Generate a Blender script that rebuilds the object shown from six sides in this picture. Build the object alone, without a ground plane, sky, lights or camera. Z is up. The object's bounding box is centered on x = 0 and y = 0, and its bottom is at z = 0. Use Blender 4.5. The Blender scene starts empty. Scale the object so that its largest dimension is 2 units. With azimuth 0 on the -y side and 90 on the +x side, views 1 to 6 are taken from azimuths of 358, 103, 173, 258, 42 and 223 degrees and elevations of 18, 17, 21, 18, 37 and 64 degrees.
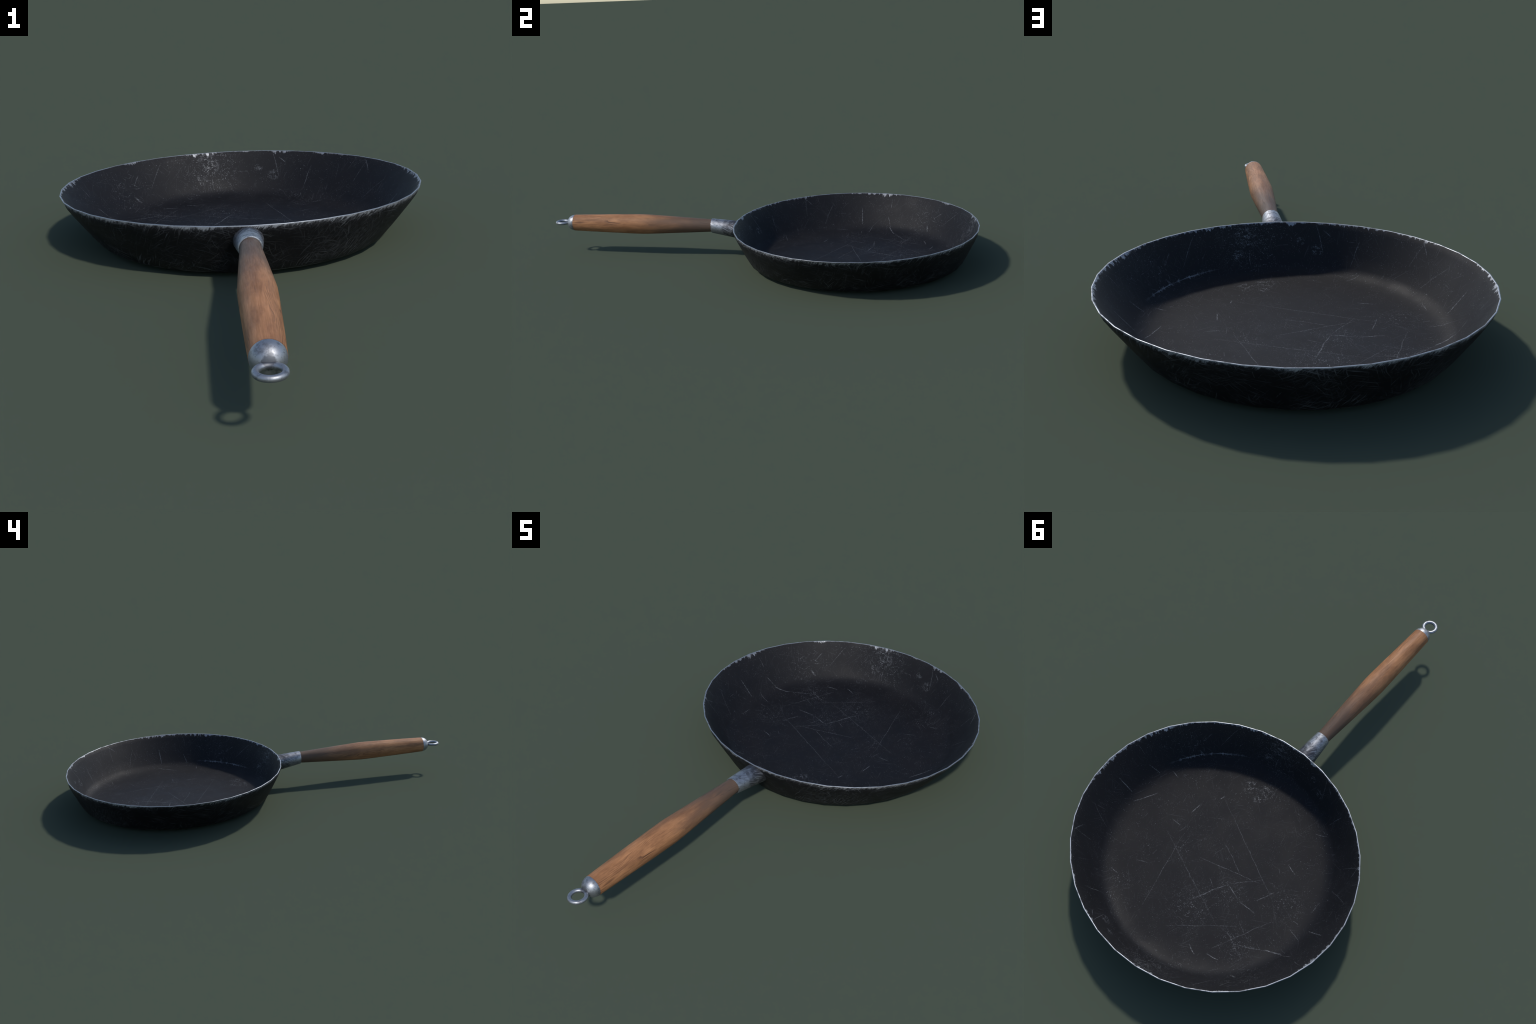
"""Worn black iron frying pan with a turned wooden handle, steel ferrule, end cap and hanging ring."""
import bpy, bmesh, math
from mathutils import Vector

# ------------------------------------------------------------------ dimensions (metres)
SIDES = 36                       # facets round the pan
CY = 0.4535                       # pan centre on y (x centre is 0)
RIM_X, RIM_Y, RIM_Z = 0.6003, 0.5465, 0.1736   # the mouth is slightly oval
BASE_R, BASE_Z = 0.467, 0.010    # lower edge of the wall (round)
FOOT_R = 0.370                   # flat underside
WALL = 0.0036                    # sheet thickness at the rim
AXIS_Z = 0.146                   # height of the handle axis


# ------------------------------------------------------------------ node helpers
class Tree:
    def __init__(self, tree):
        self.t = tree

    def new(self, kind, **props):
        n = self.t.nodes.new(kind)
        for k, v in props.items():
            setattr(n, k, v)
        return n

    def put(self, socket, value):
        if isinstance(value, bpy.types.NodeSocket):
            self.t.links.new(value, socket)
        elif value is not None:
            socket.default_value = value

    def math(self, op, a, b=None, c=None, clamp=False):
        n = self.new("ShaderNodeMath", operation=op, use_clamp=clamp)
        for s, v in zip(n.inputs, (a, b, c)):
            self.put(s, v)
        return n.outputs[0]

    def add(self, a, b): return self.math("ADD", a, b)
    def sub(self, a, b): return self.math("SUBTRACT", a, b)
    def mul(self, a, b): return self.math("MULTIPLY", a, b)
    def top(self, *vals):
        r = vals[0]
        for v in vals[1:]:
            r = self.math("MAXIMUM", r, v)
        return r

    def ramp(self, x, lo, hi, out_lo=0.0, out_hi=1.0, smooth=True):
        """x mapped from lo..hi to out_lo..out_hi, clamped (lo may exceed hi)."""
        n = self.new("ShaderNodeMapRange", interpolation_type="SMOOTHSTEP" if smooth else "LINEAR")
        if lo > hi:
            lo, hi, out_lo, out_hi = hi, lo, out_hi, out_lo
        for s, v in zip(n.inputs, (x, lo, hi, out_lo, out_hi)):
            self.put(s, v)
        return n.outputs[0]

    def vmath(self, op, a, b=None):
        n = self.new("ShaderNodeVectorMath", operation=op)
        self.put(n.inputs[0], a)
        if b is not None:
            self.put(n.inputs[3] if op == "SCALE" else n.inputs[1], b)
        return n.outputs["Value"] if op in ("LENGTH", "DISTANCE", "DOT_PRODUCT") else n.outputs[0]

    def xyz(self, v):
        n = self.new("ShaderNodeSeparateXYZ")
        self.put(n.inputs[0], v)
        return n.outputs

    def vec(self, x=0.0, y=0.0, z=0.0):
        n = self.new("ShaderNodeCombineXYZ")
        for s, v in zip(n.inputs, (x, y, z)):
            self.put(s, v)
        return n.outputs[0]

    def mapped(self, v, loc=(0, 0, 0), rot=(0, 0, 0), scale=(1, 1, 1)):
        n = self.new("ShaderNodeMapping")
        self.put(n.inputs[0], v)
        n.inputs[1].default_value, n.inputs[2].default_value, n.inputs[3].default_value = loc, rot, scale
        return n.outputs[0]

    def streaked(self, v, angle, along, across, seed=0.0):
        """Coordinates for streaks that run in the direction of angle (radians)."""
        n = self.new("ShaderNodeMapping", vector_type="TEXTURE")
        self.put(n.inputs[0], v)
        n.inputs[1].default_value, n.inputs[2].default_value = (seed, seed * 2, 0), (0, 0, angle)
        n.inputs[3].default_value = (1 / along, 1 / across, 1)
        return n.outputs[0]

    def noise(self, v, scale, detail=3.0, rough=0.55, dist=0.0):
        n = self.new("ShaderNodeTexNoise")
        self.put(n.inputs["Vector"], v)
        n.inputs["Scale"].default_value = scale
        n.inputs["Detail"].default_value = detail
        n.inputs["Roughness"].default_value = rough
        n.inputs["Distortion"].default_value = dist
        return n.outputs[0]

    def mixf(self, f, a, b):
        n = self.new("ShaderNodeMix", data_type="FLOAT")
        self.put(n.inputs[0], f); self.put(n.inputs[2], a); self.put(n.inputs[3], b)
        return n.outputs[0]

    def mixv(self, f, a, b):
        n = self.new("ShaderNodeMix", data_type="VECTOR")
        self.put(n.inputs[0], f); self.put(n.inputs[4], a); self.put(n.inputs[5], b)
        return n.outputs[1]

    def mixc(self, f, a, b, blend="MIX"):
        n = self.new("ShaderNodeMix", data_type="RGBA", blend_type=blend)
        self.put(n.inputs[0], f)
        self.put(n.inputs[6], a if isinstance(a, bpy.types.NodeSocket) else (*a, 1))
        self.put(n.inputs[7], b if isinstance(b, bpy.types.NodeSocket) else (*b, 1))
        return n.outputs[2]


def material(name):
    m = bpy.data.materials.new(name)
    m.use_nodes = True
    m.node_tree.nodes.clear()
    t = Tree(m.node_tree)
    out = t.new("ShaderNodeOutputMaterial")
    bsdf = t.new("ShaderNodeBsdfPrincipled")
    m.node_tree.links.new(bsdf.outputs[0], out.inputs[0])
    pos = t.new("ShaderNodeTexCoord").outputs["Object"]
    return m, t, bsdf, pos


def bump(t, height, strength, distance):
    n = t.new("ShaderNodeBump")
    n.inputs["Strength"].default_value = strength
    n.inputs["Distance"].default_value = distance
    t.put(n.inputs["Height"], height)
    return n.outputs[0]


# ------------------------------------------------------------------ scratch node groups
def group(name, inputs):
    g = bpy.data.node_groups.new(name, "ShaderNodeTree")
    for label, kind, default in inputs:
        s = g.interface.new_socket(name=label, in_out="INPUT", socket_type=kind)
        s.default_value = default
    g.interface.new_socket(name="Mask", in_out="OUTPUT", socket_type="NodeSocketFloat")
    t = Tree(g)
    return g, t, t.new("NodeGroupInput").outputs, t.new("NodeGroupOutput").inputs[0]


def stroke_group():
    """One scratch from (Ax, Ay) along the unit direction (Ux, Uy), tapering at both ends.
    The mask so far rides along in the z of the vector, so a chain of strokes is worked off one by one."""
    g = bpy.data.node_groups.new("single_scratch", "ShaderNodeTree")
    g.interface.new_socket(name="Carry", in_out="INPUT", socket_type="NodeSocketVector")
    for label in ("Ax", "Ay", "Ux", "Uy", "Length", "Width", "Power"):
        g.interface.new_socket(name=label, in_out="INPUT", socket_type="NodeSocketFloat")
    g.interface.new_socket(name="Carry", in_out="OUTPUT", socket_type="NodeSocketVector")
    t = Tree(g)
    i, out = t.new("NodeGroupInput").outputs, t.new("NodeGroupOutput").inputs[0]
    x, y, m = t.xyz(i["Carry"])
    px, py = t.sub(x, i["Ax"]), t.sub(y, i["Ay"])
    along = t.math("DIVIDE", t.add(t.mul(px, i["Ux"]), t.mul(py, i["Uy"])), i["Length"], clamp=True)
    across = t.math("ABSOLUTE", t.sub(t.mul(py, i["Ux"]), t.mul(px, i["Uy"])))
    taper = t.math("POWER", t.math("SINE", t.mul(along, math.pi)), 0.4)
    line = t.math("SUBTRACT", 1.0, t.math("DIVIDE", across, i["Width"]), clamp=True)
    t.put(out, t.vec(x, y, t.math("MAXIMUM", m, t.mul(t.mul(line, taper), i["Power"]))))
    return g


def scatter_group():
    """Random straight nicks: one per Voronoi cell, with its own angle, length and strength."""
    g, t, i, out = group("scattered_scratches", [("Vector", "NodeSocketVector", (0, 0, 0)), ("Scale", "NodeSocketFloat", 10.0),
                                                 ("Width", "NodeSocketFloat", 0.001), ("Length", "NodeSocketFloat", 0.03),
                                                 ("Density", "NodeSocketFloat", 0.5), ("Turn", "NodeSocketFloat", 6.2832),
                                                 ("Start", "NodeSocketFloat", 0.0)])
    v = t.new("ShaderNodeTexVoronoi", voronoi_dimensions="2D", feature="F1")
    t.put(v.inputs["Vector"], i["Vector"]); t.put(v.inputs["Scale"], i["Scale"])
    l = t.xyz(t.vmath("SUBTRACT", i["Vector"], v.outputs["Position"]))
    sep = t.new("ShaderNodeSeparateColor")
    t.put(sep.inputs[0], v.outputs["Color"])
    r, gr, b = sep.outputs[0], sep.outputs[1], sep.outputs[2]
    a = t.add(t.mul(r, i["Turn"]), i["Start"])
    c, s = t.math("COSINE", a), t.math("SINE", a)
    along = t.add(t.mul(l[0], c), t.mul(l[1], s))
    across = t.sub(t.mul(l[1], c), t.mul(l[0], s))
    across = t.add(across, t.mul(t.mul(along, along), t.mul(t.sub(b, 0.5), 6.0)))
    length = t.mul(i["Length"], t.add(t.mul(b, 0.8), 0.2))
    end = t.math("SUBTRACT", 1.0, t.math("DIVIDE", t.math("ABSOLUTE", along), length), clamp=True)
    side = t.math("SUBTRACT", 1.0, t.math("DIVIDE", t.math("ABSOLUTE", across), i["Width"]), clamp=True)
    keep = t.math("LESS_THAN", gr, i["Density"])
    strength = t.add(t.mul(t.math("FRACT", t.mul(gr, 37.3)), 0.75), 0.25)
    t.put(out, t.mul(t.mul(t.math("POWER", end, 0.6), side), t.mul(keep, strength)))
    return g


STROKE, SCATTER = stroke_group(), scatter_group()


def strokes(t, v, marks):
    """Mask of a list of ((x, y) from, to, width, strength) scratches on the plane of v."""
    x, y, _ = t.xyz(v)
    carry = t.vec(x, y, 0.0)
    for (ax, ay), (bx, by), width, power in marks:
        length = math.hypot(bx - ax, by - ay)
        n = t.new("ShaderNodeGroup", node_tree=STROKE)
        t.put(n.inputs[0], carry)
        for k, value in enumerate((ax, ay, (bx - ax) / length, (by - ay) / length, length, width * 0.8, power)):
            n.inputs[k + 1].default_value = value
        carry = n.outputs[0]
    return t.xyz(carry)[2]


def scatter(t, v, scale, width, length, density, turn=6.2832, start=0.0):
    n = t.new("ShaderNodeGroup", node_tree=SCATTER)
    t.put(n.inputs[0], v)
    for k, x in enumerate((scale, width, length, density, turn, start)):
        n.inputs[k + 1].default_value = x
    return n.outputs[0]


def spot(t, v, centre, inner, outer):
    return t.ramp(t.vmath("DISTANCE", v, (*centre, 0)), outer, inner)


# ------------------------------------------------------------------ pan coatings
def pan_frame(t, pos):
    """Flat floor coordinates, unrolled wall coordinates (arc, height) and height."""
    x, y, z = t.xyz(pos)
    y = t.sub(y, CY)
    flat = t.vec(x, y, 0.0)
    ang = t.math("ARCTAN2", x, y)                 # 0 opposite the handle, seam behind the handle
    r = t.vmath("LENGTH", flat)
    arc, height = t.mul(ang, 0.53), t.mul(z, 1.25)
    wall = t.vec(arc, height, 0.0)
    half = t.vec(t.math("FLOORED_MODULO", arc, 0.53 * math.pi), height, 0.0)
    return flat, wall, half, ang, r, z


COAT = (0.0054, 0.0051, 0.0060)
STEEL = (0.40, 0.41, 0.43)


def finish_coat(t, bsdf, worn, coat, rough):
    """Black coating with bare steel showing where it is worn through."""
    colour = t.mixc(worn, coat, STEEL)
    t.put(bsdf.inputs["Base Color"], colour)
    t.put(bsdf.inputs["Metallic"], t.math("POWER", worn, 0.7))
    bsdf.inputs["Specular IOR Level"].default_value = 0.21
    t.put(bsdf.inputs["Roughness"], t.mixf(worn, rough, 0.42))
    t.put(bsdf.inputs["Normal"], bump(t, t.sub(1.0, worn), 0.05, 0.001))


# scratches read off the floor: ((x, y) from, to, width); y measured from the pan centre
FLOOR_SCRATCHES = [
    ((0.19, 0.012), (0.101, 0.338), 0.0018, 0.55),
    ((0.259, 0.039), (-0.183, 0.201), 0.0018, 0.50),
    ((0.172, -0.226), (-0.291, -0.019), 0.0018, 0.50),
    ((0.037, -0.082), (-0.108, -0.019), 0.0020, 0.70),
    ((0.231, -0.087), (0.231, -0.139), 0.0026, 1.00),
    ((0.452, 0.042), (0.405, -0.055), 0.0026, 0.95),
    ((-0.028, 0.337), (-0.25, 0.146), 0.0018, 0.55),
    ((-0.231, 0.283), (-0.341, 0.038), 0.0020, 0.65),
    ((0.066, 0.035), (-0.196, -0.042), 0.0020, 0.60),
    ((-0.028, 0.196), (-0.102, 0.04), 0.0030, 0.80),
    ((-0.101, 0.041), (-0.195, -0.061), 0.0022, 0.60),
    ((-0.093, 0.041), (-0.176, 0.066), 0.0030, 0.80),
    ((-0.235, 0.021), (-0.267, -0.054), 0.0026, 1.00),
    ((-0.23, -0.177), (-0.279, -0.165), 0.0026, 0.90),
    ((-0.437, -0.083), (-0.436, -0.14), 0.0024, 0.90),
    ((-0.404, -0.014), (-0.426, -0.015), 0.0024, 0.90),
    ((-0.412, 0.02), (-0.474, 0.037), 0.0020, 0.70),
    ((-0.229, 0.31), (-0.285, 0.298), 0.0026, 0.90),
    ((-0.282, 0.212), (-0.405, 0.149), 0.0026, 0.70),
    ((-0.393, 0.152), (-0.473, 0.114), 0.0034, 0.90),
    ((-0.151, 0.326), (-0.199, 0.342), 0.0026, 0.90),
    ((-0.184, 0.067), (-0.264, 0.064), 0.0030, 0.70),
    ((0.311, 0.307), (0.272, 0.308), 0.0026, 0.80),
    ((0.275, -0.012), (0.228, -0.014), 0.0026, 0.80),
    ((0.425, -0.169), (0.389, -0.166), 0.0024, 0.70),
    ((-0.026, 0.075), (-0.059, 0.093), 0.0020, 0.50),
    ((0.259, 0.215), (0.208, 0.194), 0.0020, 0.50),
    ((-0.237, 0.125), (-0.294, 0.155), 0.0018, 0.50),
    ((-0.231, 0.189), (-0.337, 0.233), 0.0020, 0.60),
    ((0.225, 0.154), (0.225, 0.13), 0.0024, 0.80),
    ((0.022, -0.433), (0.045, -0.337), 0.0016, 0.40),
    ((-0.227, -0.355), (-0.278, -0.373), 0.0020, 0.60),
    ((0.183, -0.212), (0.176, -0.235), 0.0030, 0.90),
]
# the same on the unrolled wall: (arc, height); the wear repeats every half turn
WALL_SCRATCHES = [
    ((0.811, 0.132), (0.813, 0.044), 0.0032, 0.90),
    ((0.878, 0.046), (0.868, 0.016), 0.0030, 0.80),
    ((0.949, 0.094), (0.976, 0.034), 0.0026, 0.70),
    ((0.976, 0.034), (1.012, 0.009), 0.0030, 0.80),
    ((0.666, 0.157), (0.607, 0.055), 0.0020, 0.50),
    ((1.187, 0.075), (1.205, 0.046), 0.0024, 0.60),
    ((0.976, 0.034), (1.012, 0.039), 0.0020, 0.60),
    ((0.952, 0.194), (0.955, 0.139), 0.0020, 0.50),
    ((0.534, 0.209), (0.515, 0.109), 0.0020, 0.50),
    ((0.525, 0.210), (0.560, 0.167), 0.0024, 0.70),
    ((0.145, 0.208), (0.179, 0.098), 0.0022, 0.60),
    ((0.306, 0.158), (0.292, 0.055), 0.0022, 0.60),
    ((0.004, 0.123), (0.045, 0.125), 0.0020, 0.50),
    ((0.170, 0.187), (0.199, 0.163), 0.0030, 0.70),
    ((1.364, 0.194), (1.285, 0.094), 0.0022, 0.50),
    ((1.252, 0.159), (1.213, 0.120), 0.0022, 0.60),
    ((1.188, 0.079), (1.209, 0.047), 0.0028, 0.80),
    ((1.559, 0.100), (1.559, 0.052), 0.0022, 0.60),
]


def after(t, v, mask):
    """The same coordinates, but worked out only once mask is finished (keeps the shader's working set small)."""
    return t.vmath("ADD", v, t.vmath("SCALE", t.vec(1.0, 1.0, 0.0), t.mul(mask, 1e-7)))


def common_wear(t, uv, angles, worn, amount):
    """Scattered scratches, hairlines and dust specks shared by the floor and the inside wall."""
    uv = after(t, uv, worn)
    breaks = t.ramp(t.noise(uv, 150, 3, 0.7), 0.42, 0.60, 0.12, 1.0)
    busy = t.ramp(t.noise(uv, 9, 3), 0.40, 0.62, 0.25, 1.0)
    longs = t.top(scatter(t, uv, 5.0, 0.0011, 0.12, 0.40), scatter(t, t.vmath("ADD", uv, (3.3, 1.7, 0)), 7.0, 0.0010, 0.08, 0.40))
    worn = t.top(worn, t.mul(t.mul(longs, 0.20 * amount), t.mul(busy, breaks)))
    uv = after(t, uv, worn)
    shorts = t.top(scatter(t, t.vmath("ADD", uv, (7.1, 2.2, 0)), 17.0, 0.0013, 0.035, 0.35),
                   scatter(t, t.vmath("ADD", uv, (1.9, 5.2, 0)), 38.0, 0.0012, 0.015, 0.35))
    worn = t.top(worn, t.mul(t.mul(shorts, 0.28 * amount), t.mul(busy, breaks)))
    for k, angle in enumerate(angles):
        uv = after(t, uv, worn)
        streak = t.ramp(t.noise(t.streaked(uv, angle, 7, 330, k), 1.0, 2, 0.5), 0.63, 0.73)
        worn = t.top(worn, t.mul(t.mul(streak, t.ramp(t.noise(uv, 11 + k, 2), 0.46, 0.64)), 0.075))
    uv = after(t, uv, worn)
    dust = t.mul(t.ramp(t.noise(uv, 190, 1), 0.68, 0.78), 0.28)
    worn = t.top(worn, t.mul(dust, busy))
    fine = t.mul(t.ramp(t.noise(uv, 330, 2), 0.62, 0.74), t.mul(t.ramp(t.noise(uv, 17, 2), 0.44, 0.66), 0.24))
    return t.top(worn, fine)


def burnt_worms(t, uv):
    """Crawling speckle where food burnt on."""
    vor = t.new("ShaderNodeTexVoronoi", feature="DISTANCE_TO_EDGE", voronoi_dimensions="2D")
    t.put(vor.inputs["Vector"], t.vmath("ADD", uv, t.vmath("SCALE", t.vec(t.noise(uv, 60, 2), t.noise(t.vmath("ADD", uv, (2, 9, 0)), 60, 2)), 0.03)))
    vor.inputs["Scale"].default_value = 150
    return t.mul(t.ramp(vor.outputs["Distance"], 0.10, 0.02), t.ramp(t.noise(uv, 70, 2), 0.46, 0.60))


def wear_nicks(t, uv):
    return t.mul(t.ramp(t.noise(uv, 210, 3, 0.6), 0.55, 0.68), t.ramp(t.noise(uv, 55, 2), 0.42, 0.60))


def wobble(t, v, amount):
    return t.vmath("ADD", v, t.vmath("SCALE", t.vec(t.sub(t.noise(v, 14, 2), 0.5), t.sub(t.noise(t.vmath("ADD", v, (5, 5, 0)), 14, 2), 0.5), 0.0), amount))


def coat_tone(t, pos):
    return t.ramp(t.noise(pos, 9, 3), 0.3, 0.7)


def floor_coating():
    m, t, bsdf, pos = material("black_cooking_surface")
    flat, wall, half, ang, r, z = pan_frame(t, pos)
    marks = strokes(t, wobble(t, flat, 0.012), FLOOR_SCRATCHES)
    uv = after(t, flat, marks)
    gaps = t.mul(t.ramp(t.noise(uv, 150, 3, 0.7), 0.42, 0.60, 0.2, 1.0), t.ramp(t.noise(uv, 24, 2), 0.30, 0.60, 0.40, 1.0))
    worn = t.mul(t.mul(marks, gaps), 0.55)
    uv = after(t, uv, worn)
    burns = t.top(*[spot(t, uv, c, 0.01, rad) for c, rad in FLOOR_BURNS])
    worn = t.top(worn, t.mul(t.mul(burnt_worms(t, uv), burns), 0.46))
    uv = after(t, uv, worn)
    scrub = t.top(*[spot(t, uv, c, 0.005, rad) for c, rad in FLOOR_SCRUBS])
    worn = t.top(worn, t.mul(t.mul(wear_nicks(t, uv), scrub), 0.38))
    worn = common_wear(t, flat, (0.55, 1.25, 1.85, 2.5), worn, 1.0)
    tone = coat_tone(t, pos)
    finish_coat(t, bsdf, worn, t.mixc(tone, COAT, tuple(c * 1.25 for c in COAT)), t.ramp(tone, 0.0, 1.0, 0.60, 0.67))
    return m


def inner_wall_coating():
    m, t, bsdf, pos = material("black_inside_wall")
    flat, wall, half, ang, r, z = pan_frame(t, pos)
    marks = strokes(t, wobble(t, half, 0.008), WALL_SCRATCHES)
    uv = after(t, wall, marks)
    gaps = t.mul(t.ramp(t.noise(uv, 150, 3, 0.7), 0.42, 0.60, 0.2, 1.0), t.ramp(t.noise(uv, 24, 2), 0.30, 0.60, 0.40, 1.0))
    worn = t.mul(t.mul(marks, gaps), 0.52)
    # frosted patch, repeated at the handle side, with a few crawling spots in it
    spots = after(t, half, worn)
    frost = spot(t, spots, (1.575, 0.145), 0.02, 0.20)
    worn = t.top(worn, t.mul(t.mul(wear_nicks(t, uv), frost), 0.42))
    spots = after(t, spots, worn)
    burns = t.top(*[spot(t, spots, c, 0.012, rad) for c, rad in WALL_BURNS])
    worn = t.top(worn, t.mul(t.mul(burnt_worms(t, after(t, uv, worn)), burns), 0.48))
    # nest of short scratches
    nest_uv = after(t, wall, worn)
    nest = t.top(scatter(t, t.vmath("ADD", nest_uv, (9, 3, 0)), 26.0, 0.0014, 0.026, 0.8), scatter(t, t.vmath("ADD", nest_uv, (2, 8, 0)), 42.0, 0.0013, 0.016, 0.8))
    nest = t.mul(nest, t.mul(spot(t, after(t, half, worn), (1.165, 0.105), 0.03, 0.13), t.ramp(t.noise(nest_uv, 150, 3, 0.7), 0.42, 0.60)))
    worn = t.top(worn, t.mul(nest, 0.42))
    worn = common_wear(t, wall, (0.8, 1.3, 1.7, 2.2), worn, 0.7)
    # bare rim, teeth running down the wall
    uv = after(t, wall, worn)
    teeth = t.noise(t.mapped(uv, scale=(75, 22, 1)), 1.0, 4, 0.65)
    bites = t.noise(t.mapped(uv, loc=(3, 1, 0), scale=(7, 3, 1)), 1.0, 2)
    depth = t.mul(t.ramp(bites, 0.42, 0.74, 0.06, 1.0), t.ramp(teeth, 0.38, 0.68))
    rim = t.ramp(t.sub(t.math("SUBTRACT", RIM_Z, z), t.mul(depth, 0.017)), 0.0020, -0.0035)
    rim = t.mul(rim, t.ramp(t.noise(uv, 95, 4, 0.7), 0.34, 0.56, 0.25, 0.66))
    edge = t.ramp(t.math("SUBTRACT", RIM_Z, z), 0.0012, 0.0004)
    rim = t.top(rim, t.mul(edge, t.ramp(t.noise(uv, 45, 4, 0.7), 0.36, 0.54, 0.42, 0.9)))
    worn = t.top(worn, rim)
    # ridge line rubbed bare half-way down beside the handle
    uv = after(t, wall, worn)
    arc = t.math("ABSOLUTE", t.sub(z, t.add(0.0425, t.mul(t.noise(uv, 30, 2), 0.002))))
    fuzz = t.ramp(t.noise(t.mapped(uv, scale=(90, 25, 1)), 1.0, 3), 0.45, 0.7, 0.0014, 0.008)
    arc = t.mul(t.math("SUBTRACT", 1.0, t.math("DIVIDE", arc, fuzz), clamp=True),
                t.mul(t.ramp(t.math("ABSOLUTE", t.sub(ang, 2.33)), 0.42, 0.12), t.ramp(t.noise(uv, 45, 3), 0.35, 0.6, 0.2, 1.0)))
    worn = t.top(worn, t.mul(arc, 0.45))
    tone = coat_tone(t, pos)
    finish_coat(t, bsdf, worn, t.mixc(tone, COAT, tuple(c * 1.25 for c in COAT)), t.ramp(tone, 0.0, 1.0, 0.60, 0.67))
    return m


FLOOR_BURNS = [((0.054, -0.363), 0.055), ((0.128, -0.341), 0.045), ((0.059, -0.317), 0.03)]
FLOOR_SCRUBS = [((-0.124, 0.074), 0.10), ((0.233, 0.317), 0.06), ((0.221, 0.398), 0.05), ((-0.292, 0.200), 0.11), ((0.148, 0.055), 0.06),
                ((-0.05, 0.20), 0.16), ((-0.34, -0.05), 0.10)]
WALL_BURNS = [((1.560, 0.155), 0.050), ((1.545, 0.190), 0.040), ((1.515, 0.095), 0.030), ((0.155, 0.110), 0.030), ((0.187, 0.02), 0.03),
                ((0.090, 0.140), 0.020)]


def outer_coating():
    m, t, bsdf, pos = material("black_sooted_outside")
    flat, wall, half, ang, r, z = pan_frame(t, pos)
    low = t.top(t.ramp(z, 0.115, 0.02), t.ramp(z, 0.115, 0.165))
    # brush-like scuffs, leaning this way and that, thickest low on the wall
    bend = t.vmath("ADD", wall, t.vmath("SCALE", t.vec(t.noise(wall, 6, 2), t.noise(t.vmath("ADD", wall, (3, 8, 0)), 6, 2), 0.5), 0.06))
    hair = None
    for k, (deg, scale, lo) in enumerate(((118, (13, 190), 0.53), (24, (10, 170), 0.54), (70, (12, 180), 0.56), (150, (11, 170), 0.55), (8, (9, 190), 0.56))):
        tuft = t.mul(t.ramp(t.noise(t.streaked(bend, math.radians(deg), *scale, k), 1.0, 3, 0.65, 0.2), lo, lo + 0.17),
                  t.ramp(t.noise(t.mapped(wall, loc=(k * 3, 1, 0)), 6.5, 2), 0.44, 0.62))
        hair = tuft if hair is None else t.top(hair, tuft)
    scuff = spot(t, half, (1.30, 0.045), 0.03, 0.17)
    rubbed = t.mul(t.ramp(t.noise(t.streaked(bend, math.radians(118), 26, 150), 1.0, 5, 0.75), 0.46, 0.68), scuff)
    lines = t.top(scatter(t, wall, 9.0, 0.0014, 0.06, 0.4), scatter(t, t.vmath("ADD", wall, (4, 2, 0)), 24.0, 0.0013, 0.026, 0.4))
    lines = t.mul(lines, t.add(t.mul(t.ramp(t.noise(wall, 150, 3, 0.7), 0.42, 0.60), 0.85), 0.15))
    # soft bare band under the rim, feathering out in leaning streaks
    lean = t.vec(t.add(t.xyz(wall)[0], t.mul(t.xyz(bend)[1], 0.55)), t.xyz(wall)[1], 0.0)
    feather = t.noise(t.mapped(lean, scale=(80, 30, 1)), 1.0, 5, 0.8)
    bites = t.noise(t.mapped(wall, loc=(9, 4, 0), scale=(6, 3, 1)), 1.0, 3)
    reach = t.mul(t.ramp(bites, 0.32, 0.68, 0.28, 1.0), t.ramp(feather, 0.28, 0.72))
    below = t.math("SUBTRACT", RIM_Z, z)
    rim = t.ramp(t.sub(below, t.mul(reach, 0.026)), 0.004, -0.013)
    rim = t.top(t.mul(rim, 0.62), t.ramp(below, 0.0030, 0.0012))
    foot = t.mul(t.math("SUBTRACT", 1.0, t.math("DIVIDE", t.math("ABSOLUTE", t.sub(z, 0.0150)), 0.0018), clamp=True),
                 t.ramp(t.noise(wall, 12, 3), 0.45, 0.6))
    mottle = t.mul(t.ramp(t.noise(t.streaked(bend, 0.5, 70, 260), 1.0, 4, 0.75), 0.52, 0.70), t.ramp(t.noise(t.mapped(wall, loc=(6, 2, 0)), 13, 3), 0.44, 0.62))
    worn = t.top(t.mul(mottle, 0.09), t.mul(hair, t.mul(t.top(low, 0.4), 0.24)), t.mul(rubbed, 0.19), t.mul(lines, 0.30), rim, t.mul(foot, 0.35))
    finish_coat(t, bsdf, worn, tuple(c * 0.75 for c in COAT), 0.58)
    return m


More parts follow.
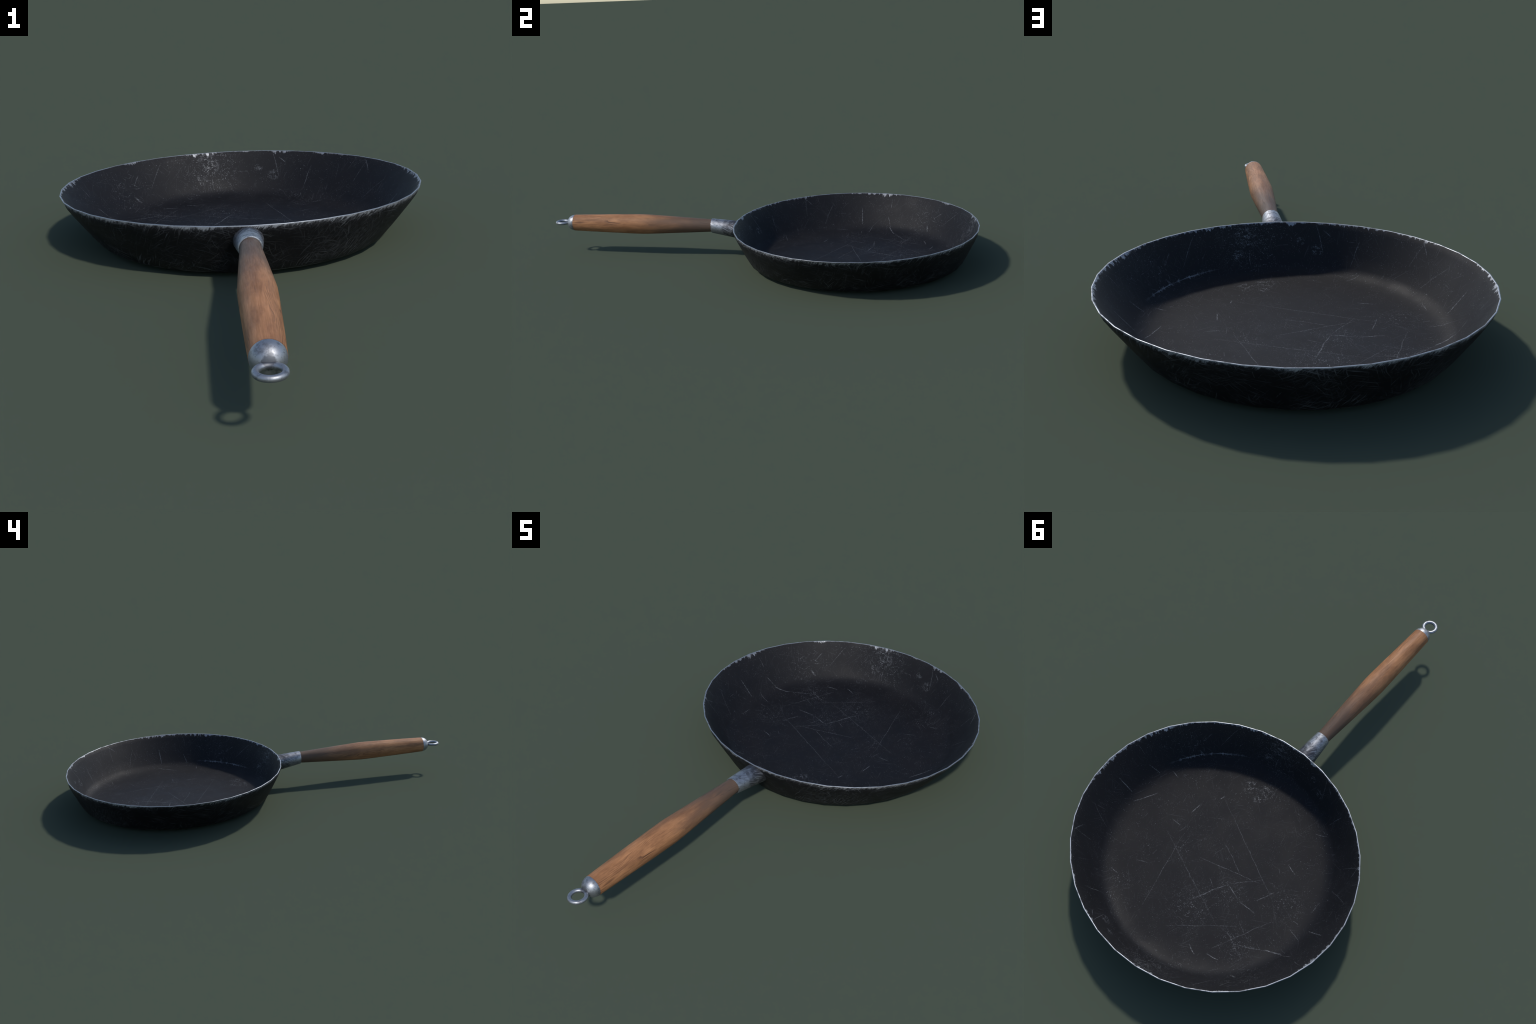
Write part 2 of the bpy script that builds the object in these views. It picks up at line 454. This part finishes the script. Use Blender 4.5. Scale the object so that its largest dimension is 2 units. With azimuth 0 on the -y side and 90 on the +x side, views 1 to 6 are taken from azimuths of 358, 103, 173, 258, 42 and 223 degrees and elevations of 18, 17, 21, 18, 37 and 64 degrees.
# ------------------------------------------------------------------ steel fittings and wood
def steel(name, grime_towards_pan):
    m, t, bsdf, pos = material(name)
    x, y, z = t.xyz(pos)
    cloud = t.noise(pos, 34, 4, 0.65)
    speck = t.ramp(t.noise(pos, 150, 3, 0.7), 0.56, 0.70)
    dirt = t.top(t.ramp(cloud, 0.50, 0.66, 0.0, 0.7), t.mul(speck, 0.55))
    if not grime_towards_pan:            # black dirt collects where the ring is welded on
        near = t.ramp(t.vmath("DISTANCE", pos, (0.0, -0.934, 0.152)), 0.024, 0.006)
        dirt = t.top(t.mul(dirt, 0.8), t.ramp(t.add(near, t.mul(t.noise(pos, 90, 4, 0.7), 1.3)), 1.0, 1.4, 0.0, 0.65))
    if grime_towards_pan:
        edge = t.add(y, t.mul(t.sub(t.noise(pos, 24, 5, 0.7), 0.5), 0.22))
        dirt = t.top(dirt, t.ramp(edge, -0.198, -0.105, 0.0, 0.92))
        spin = t.math("ARCTAN2", x, t.sub(z, 0.135))
        sweep = t.streaked(t.vec(t.mul(spin, 0.04), y, 0.0), math.radians(62), 22, 240)
        hair = t.mul(t.ramp(t.noise(sweep, 1.0, 3, 0.6, 0.5), 0.48, 0.64), t.ramp(t.noise(pos, 26, 2), 0.38, 0.52))
        dirt = t.mul(dirt, t.sub(1.0, t.mul(hair, 0.75)))
        dark = t.mul(t.ramp(t.noise(t.vmath("ADD", sweep, (5, 3, 0)), 1.0, 3, 0.6, 0.5), 0.48, 0.64), 0.55)
        dirt = t.top(dirt, t.mul(dark, t.ramp(t.noise(pos, 19, 2), 0.36, 0.54)))
    colour = t.mixc(dirt, (0.335, 0.345, 0.365), (0.045, 0.045, 0.052))
    t.put(bsdf.inputs["Base Color"], colour)
    bsdf.inputs["Metallic"].default_value = 0.92
    t.put(bsdf.inputs["Roughness"], t.add(t.mul(dirt, 0.12), 0.50))
    t.put(bsdf.inputs["Normal"], bump(t, t.sub(cloud, dirt), 0.10, 0.002))
    return m


def wood():
    m, t, bsdf, pos = material("oiled_brown_wood")
    x, y, z = t.xyz(pos)
    # growth rings cut at a slant, wandering along the length
    drift = t.noise(t.mapped(pos, scale=(8, 1.1, 8)), 1.0, 3)
    knotty = t.noise(t.mapped(pos, loc=(4, 1, 2), scale=(24, 2.6, 24)), 1.0, 2)
    rings = t.add(t.add(t.mul(x, 290), t.mul(z, 175)), t.add(t.mul(drift, 34), t.mul(knotty, 6)))
    wave = t.math("FRACT", rings)
    late = t.math("POWER", t.ramp(wave, 0.45, 0.97), 2.0)
    late = t.mul(late, t.ramp(wave, 1.0, 0.965))
    zone = t.ramp(t.noise(t.mapped(pos, loc=(1, 7, 3), scale=(34, 3.2, 34)), 1.0, 3), 0.47, 0.62)
    grain = t.mul(late, zone)
    fibre = t.noise(t.mapped(pos, scale=(260, 11, 260)), 1.0, 4, 0.65)
    cracks = t.mul(t.ramp(t.noise(t.mapped(pos, loc=(2, 2, 8), scale=(260, 9, 260)), 1.0, 2, 0.5, 0.2), 0.60, 0.70), zone)
    tone = t.noise(t.mapped(pos, scale=(32, 9, 32)), 1.0, 5, 0.65)
    colour = t.mixc(t.ramp(tone, 0.34, 0.66), (0.245, 0.110, 0.049), (0.410, 0.191, 0.085))
    colour = t.mixc(t.ramp(fibre, 0.35, 0.70, 0.0, 0.45), colour, (0.175, 0.078, 0.034))
    colour = t.mixc(t.mul(grain, 0.68), colour, (0.070, 0.030, 0.018))
    colour = t.mixc(t.mul(cracks, 0.6), colour, (0.04, 0.018, 0.012))
    # greyed, handled-dirty neck towards the pan
    sooty = t.add(y, t.mul(t.sub(t.noise(t.mapped(pos, scale=(20, 7, 20)), 1.0, 4), 0.5), 0.22))
    colour = t.mixc(t.ramp(sooty, -0.65, -0.26, 0.0, 0.88), colour, (0.074, 0.053, 0.041))
    edge = t.ramp(t.add(y, t.mul(tone, 0.01)), -0.892, -0.897, 0.0, 0.35)
    colour = t.mixc(edge, colour, (0.10, 0.045, 0.02))
    t.put(bsdf.inputs["Base Color"], colour)
    t.put(bsdf.inputs["Roughness"], t.ramp(fibre, 0.3, 0.7, 0.50, 0.62))
    bsdf.inputs["Specular IOR Level"].default_value = 0.22
    h = t.sub(t.mul(fibre, 0.3), t.add(t.mul(grain, 0.7), cracks))
    t.put(bsdf.inputs["Normal"], bump(t, t.add(h, t.mul(tone, 0.8)), 0.35, 0.002))
    return m


# ------------------------------------------------------------------ mesh helpers
def make_object(name, bm, mats, parent=None, sharp=None):
    bmesh.ops.recalc_face_normals(bm, faces=bm.faces)
    me = bpy.data.meshes.new(name)
    bm.to_mesh(me)
    bm.free()
    for m in mats:
        me.materials.append(m)
    me.shade_smooth()
    if sharp:
        me.set_sharp_from_angle(angle=math.radians(sharp))
    ob = bpy.data.objects.new(name, me)
    bpy.context.scene.collection.objects.link(ob)
    ob.parent = parent
    return ob


def skin(bm, rings, closed_loop=False, mat=lambda k: 0):
    """Quads between successive rings of vertices."""
    n = len(rings[0])
    for k in range(len(rings) if closed_loop else len(rings) - 1):
        a, b = rings[k], rings[(k + 1) % len(rings)]
        for j in range(n):
            f = bm.faces.new((a[j], a[(j + 1) % n], b[(j + 1) % n], b[j]))
            f.material_index = mat(k)


def cap(bm, ring, centre, mat=0):
    c = bm.verts.new(centre)
    n = len(ring)
    for j in range(n):
        bm.faces.new((ring[j], ring[(j + 1) % n], c)).material_index = mat


# outside of the wall: (height, half width along x, half width along y), a gentle convex bulge
WALL_PROFILE = [(0.010, 0.4655, 0.4655), (0.0145, 0.4780, 0.4740), (0.023, 0.4900, 0.4830), (0.050, 0.5130, 0.4970), (0.085, 0.5405, 0.5130),
                (0.120, 0.5675, 0.5297), (0.150, 0.5893, 0.5420), (0.1728, 0.6003, 0.5465)]


def wall_radii(z, profile=WALL_PROFILE):
    """Radii of the outside of the pan wall at height z (round at the foot, oval at the mouth)."""
    for (z0, x0, y0), (z1, x1, y1) in zip(profile, profile[1:]):
        if z <= z1 or z1 == profile[-1][0]:
            f = (z - z0) / (z1 - z0)
            return x0 + (x1 - x0) * f, y0 + (y1 - y0) * f


def build_bowl(parent, floor, inside, outside):
    bm = bmesh.new()

    def ring(rx, ry, z):
        return [bm.verts.new((rx * math.cos(2 * math.pi * j / SIDES), CY + ry * math.sin(2 * math.pi * j / SIDES), z)) for j in range(SIDES)]

    rows = [(0.25, 0.25, 0.0), (FOOT_R, FOOT_R, 0.0)]
    rows += [(rx, ry, z) for z, rx, ry in WALL_PROFILE]
    outside_rows = len(rows)
    rows += [(RIM_X - 0.0006, RIM_Y - 0.0006, RIM_Z), (RIM_X - WALL + 0.0006, RIM_Y - WALL + 0.0006, RIM_Z)]
    # inside: straight flaring wall, rounded corner, slightly dished floor
    foot_x, foot_y, foot_z = 0.4885, 0.4785, 0.0425
    for f in (0.995, 0.85, 0.6, 0.3, 0.0):
        rows.append((foot_x + (RIM_X - WALL - foot_x) * f, foot_y + (RIM_Y - WALL - foot_y) * f, foot_z + (RIM_Z - foot_z) * f))
    rows += [(0.476, 0.469, 0.0315), (0.459, 0.456, 0.0220), (0.437, 0.436, 0.0160),
             (0.405, 0.405, 0.0128), (0.35, 0.35, 0.0108), (0.20, 0.20, 0.0102)]
    rings = [ring(*r) for r in rows]
    wall_rows = len(rows) - 6                  # floor begins half-way round the inside corner
    skin(bm, rings, mat=lambda k: 2 if k < outside_rows - 1 else (1 if k < wall_rows else 0))
    cap(bm, rings[0], (0, CY, 0), 2)
    cap(bm, rings[-1], (0, CY, 0.010), 0)
    return make_object("bowl", bm, [floor, inside, outside], parent, sharp=60)


def lathe_rings(bm, profile, sides, squash=1.0):
    """Rings round the handle axis (along y) from (y, radius) pairs."""
    rings = []
    for y, r in profile:
        rings.append([bm.verts.new((r * math.sin(2 * math.pi * (j + 0.5) / sides), y, AXIS_Z + squash * r * math.cos(2 * math.pi * (j + 0.5) / sides))) for j in range(sides)])
    return rings


def build_grip(parent, mat):
    bm = bmesh.new()
    profile = [(-0.205, 0.0290), (-0.219, 0.0293), (-0.30, 0.0338), (-0.38, 0.0382), (-0.46, 0.0425), (-0.525, 0.0457),
               (-0.555, 0.0467), (-0.590, 0.0463), (-0.66, 0.0448), (-0.75, 0.0426), (-0.84, 0.0401), (-0.9005, 0.0381)]
    rings = lathe_rings(bm, profile, 36)
    skin(bm, rings)
    cap(bm, rings[0], (0, profile[0][0], AXIS_Z))
    cap(bm, rings[-1], (0, profile[-1][0], AXIS_Z))
    return make_object("wooden_handle", bm, [mat], parent, sharp=50)


def build_end_cap(parent, mat):
    bm = bmesh.new()
    base_y, r0, height = -0.9005, 0.0379, 0.0375
    profile = [(-0.895, 0.0370), (base_y - 0.0004, 0.0377)]
    for k in range(1, 9):
        a = math.radians(90 * k / 9)
        profile.append((base_y - height * math.sin(a), r0 * math.cos(a) ** 0.92))
    rings = lathe_rings(bm, profile, 36)
    skin(bm, rings)
    cap(bm, rings[0], (0, profile[0][0], AXIS_Z))
    cap(bm, rings[-1], (0, base_y - height, AXIS_Z))
    return make_object("end_cap", bm, [mat], parent, sharp=60)


def build_ring(parent, mat):
    bm = bmesh.new()
    major, minor, cy, cz, seg, sides = 0.0280, 0.0072, -0.9648, 0.1465, 40, 14
    rings = []
    for i in range(seg):
        a = 2 * math.pi * i / seg
        rings.append([])
        for j in range(sides):
            b = 2 * math.pi * j / sides
            r = major + minor * math.cos(b)
            rings[-1].append(bm.verts.new((r * math.sin(a), cy + r * math.cos(a), cz + minor * math.sin(b))))
    skin(bm, rings, closed_loop=True)
    return make_object("hanging_ring", bm, [mat], parent)


def build_ferrule(parent, mat):
    """Flared collar: round at the wood, wide and deep where it meets the sloping pan wall."""
    bm = bmesh.new()
    sides, rings = 36, []

    def point(y, a):
        f = (y + 0.2135) / 0.1535                  # 0 at the wood, 1 near the pan
        rx = 0.0332 + 0.0135 * f - 0.0015 * f * f
        top = 0.1790 - 0.0120 * f
        bottom = 0.1120 - 0.0290 * f
        return Vector((rx * math.sin(a), y, (top + bottom) / 2 + (top - bottom) / 2 * math.cos(a)))

    def wall_y(x, z):
        rx, ry = wall_radii(z)
        return CY - ry * math.sqrt(max(0.0, 1 - (x / rx) ** 2))

    for k in range(9):
        row = []
        for j in range(sides):
            a = 2 * math.pi * (j + 0.5) / sides
            end = -0.07
            for _ in range(12):                    # run each line on until it meets the wall
                p = point(end, a)
                end = wall_y(p.x, p.z) + 0.0016
            row.append(bm.verts.new(point(-0.2135 + (end + 0.2135) * k / 8, a)))
        rings.append(row)
    lip = [[bm.verts.new((v.co.x * s, y, AXIS_Z + (v.co.z - AXIS_Z) * s)) for v in rings[0]] for s, y in ((0.985, -0.2139), (0.90, -0.2140), (0.88, -0.207))]
    skin(bm, [lip[2], lip[1], lip[0]] + rings)
    return make_object("ferrule", bm, [mat], parent, sharp=50)


# ------------------------------------------------------------------ assemble
pan = bpy.data.objects.new("frying_pan", None)
bpy.context.scene.collection.objects.link(pan)
pan["label"] = "worn black iron frying pan with brown wooden handle"
pan["category"] = "frying pan"

build_bowl(pan, floor_coating(), inner_wall_coating(), outer_coating())
build_ferrule(pan, steel("sooty_steel", True))
grip = build_grip(pan, wood())
fitting = steel("dull_steel", False)
build_end_cap(grip, fitting)
build_ring(grip, fitting)
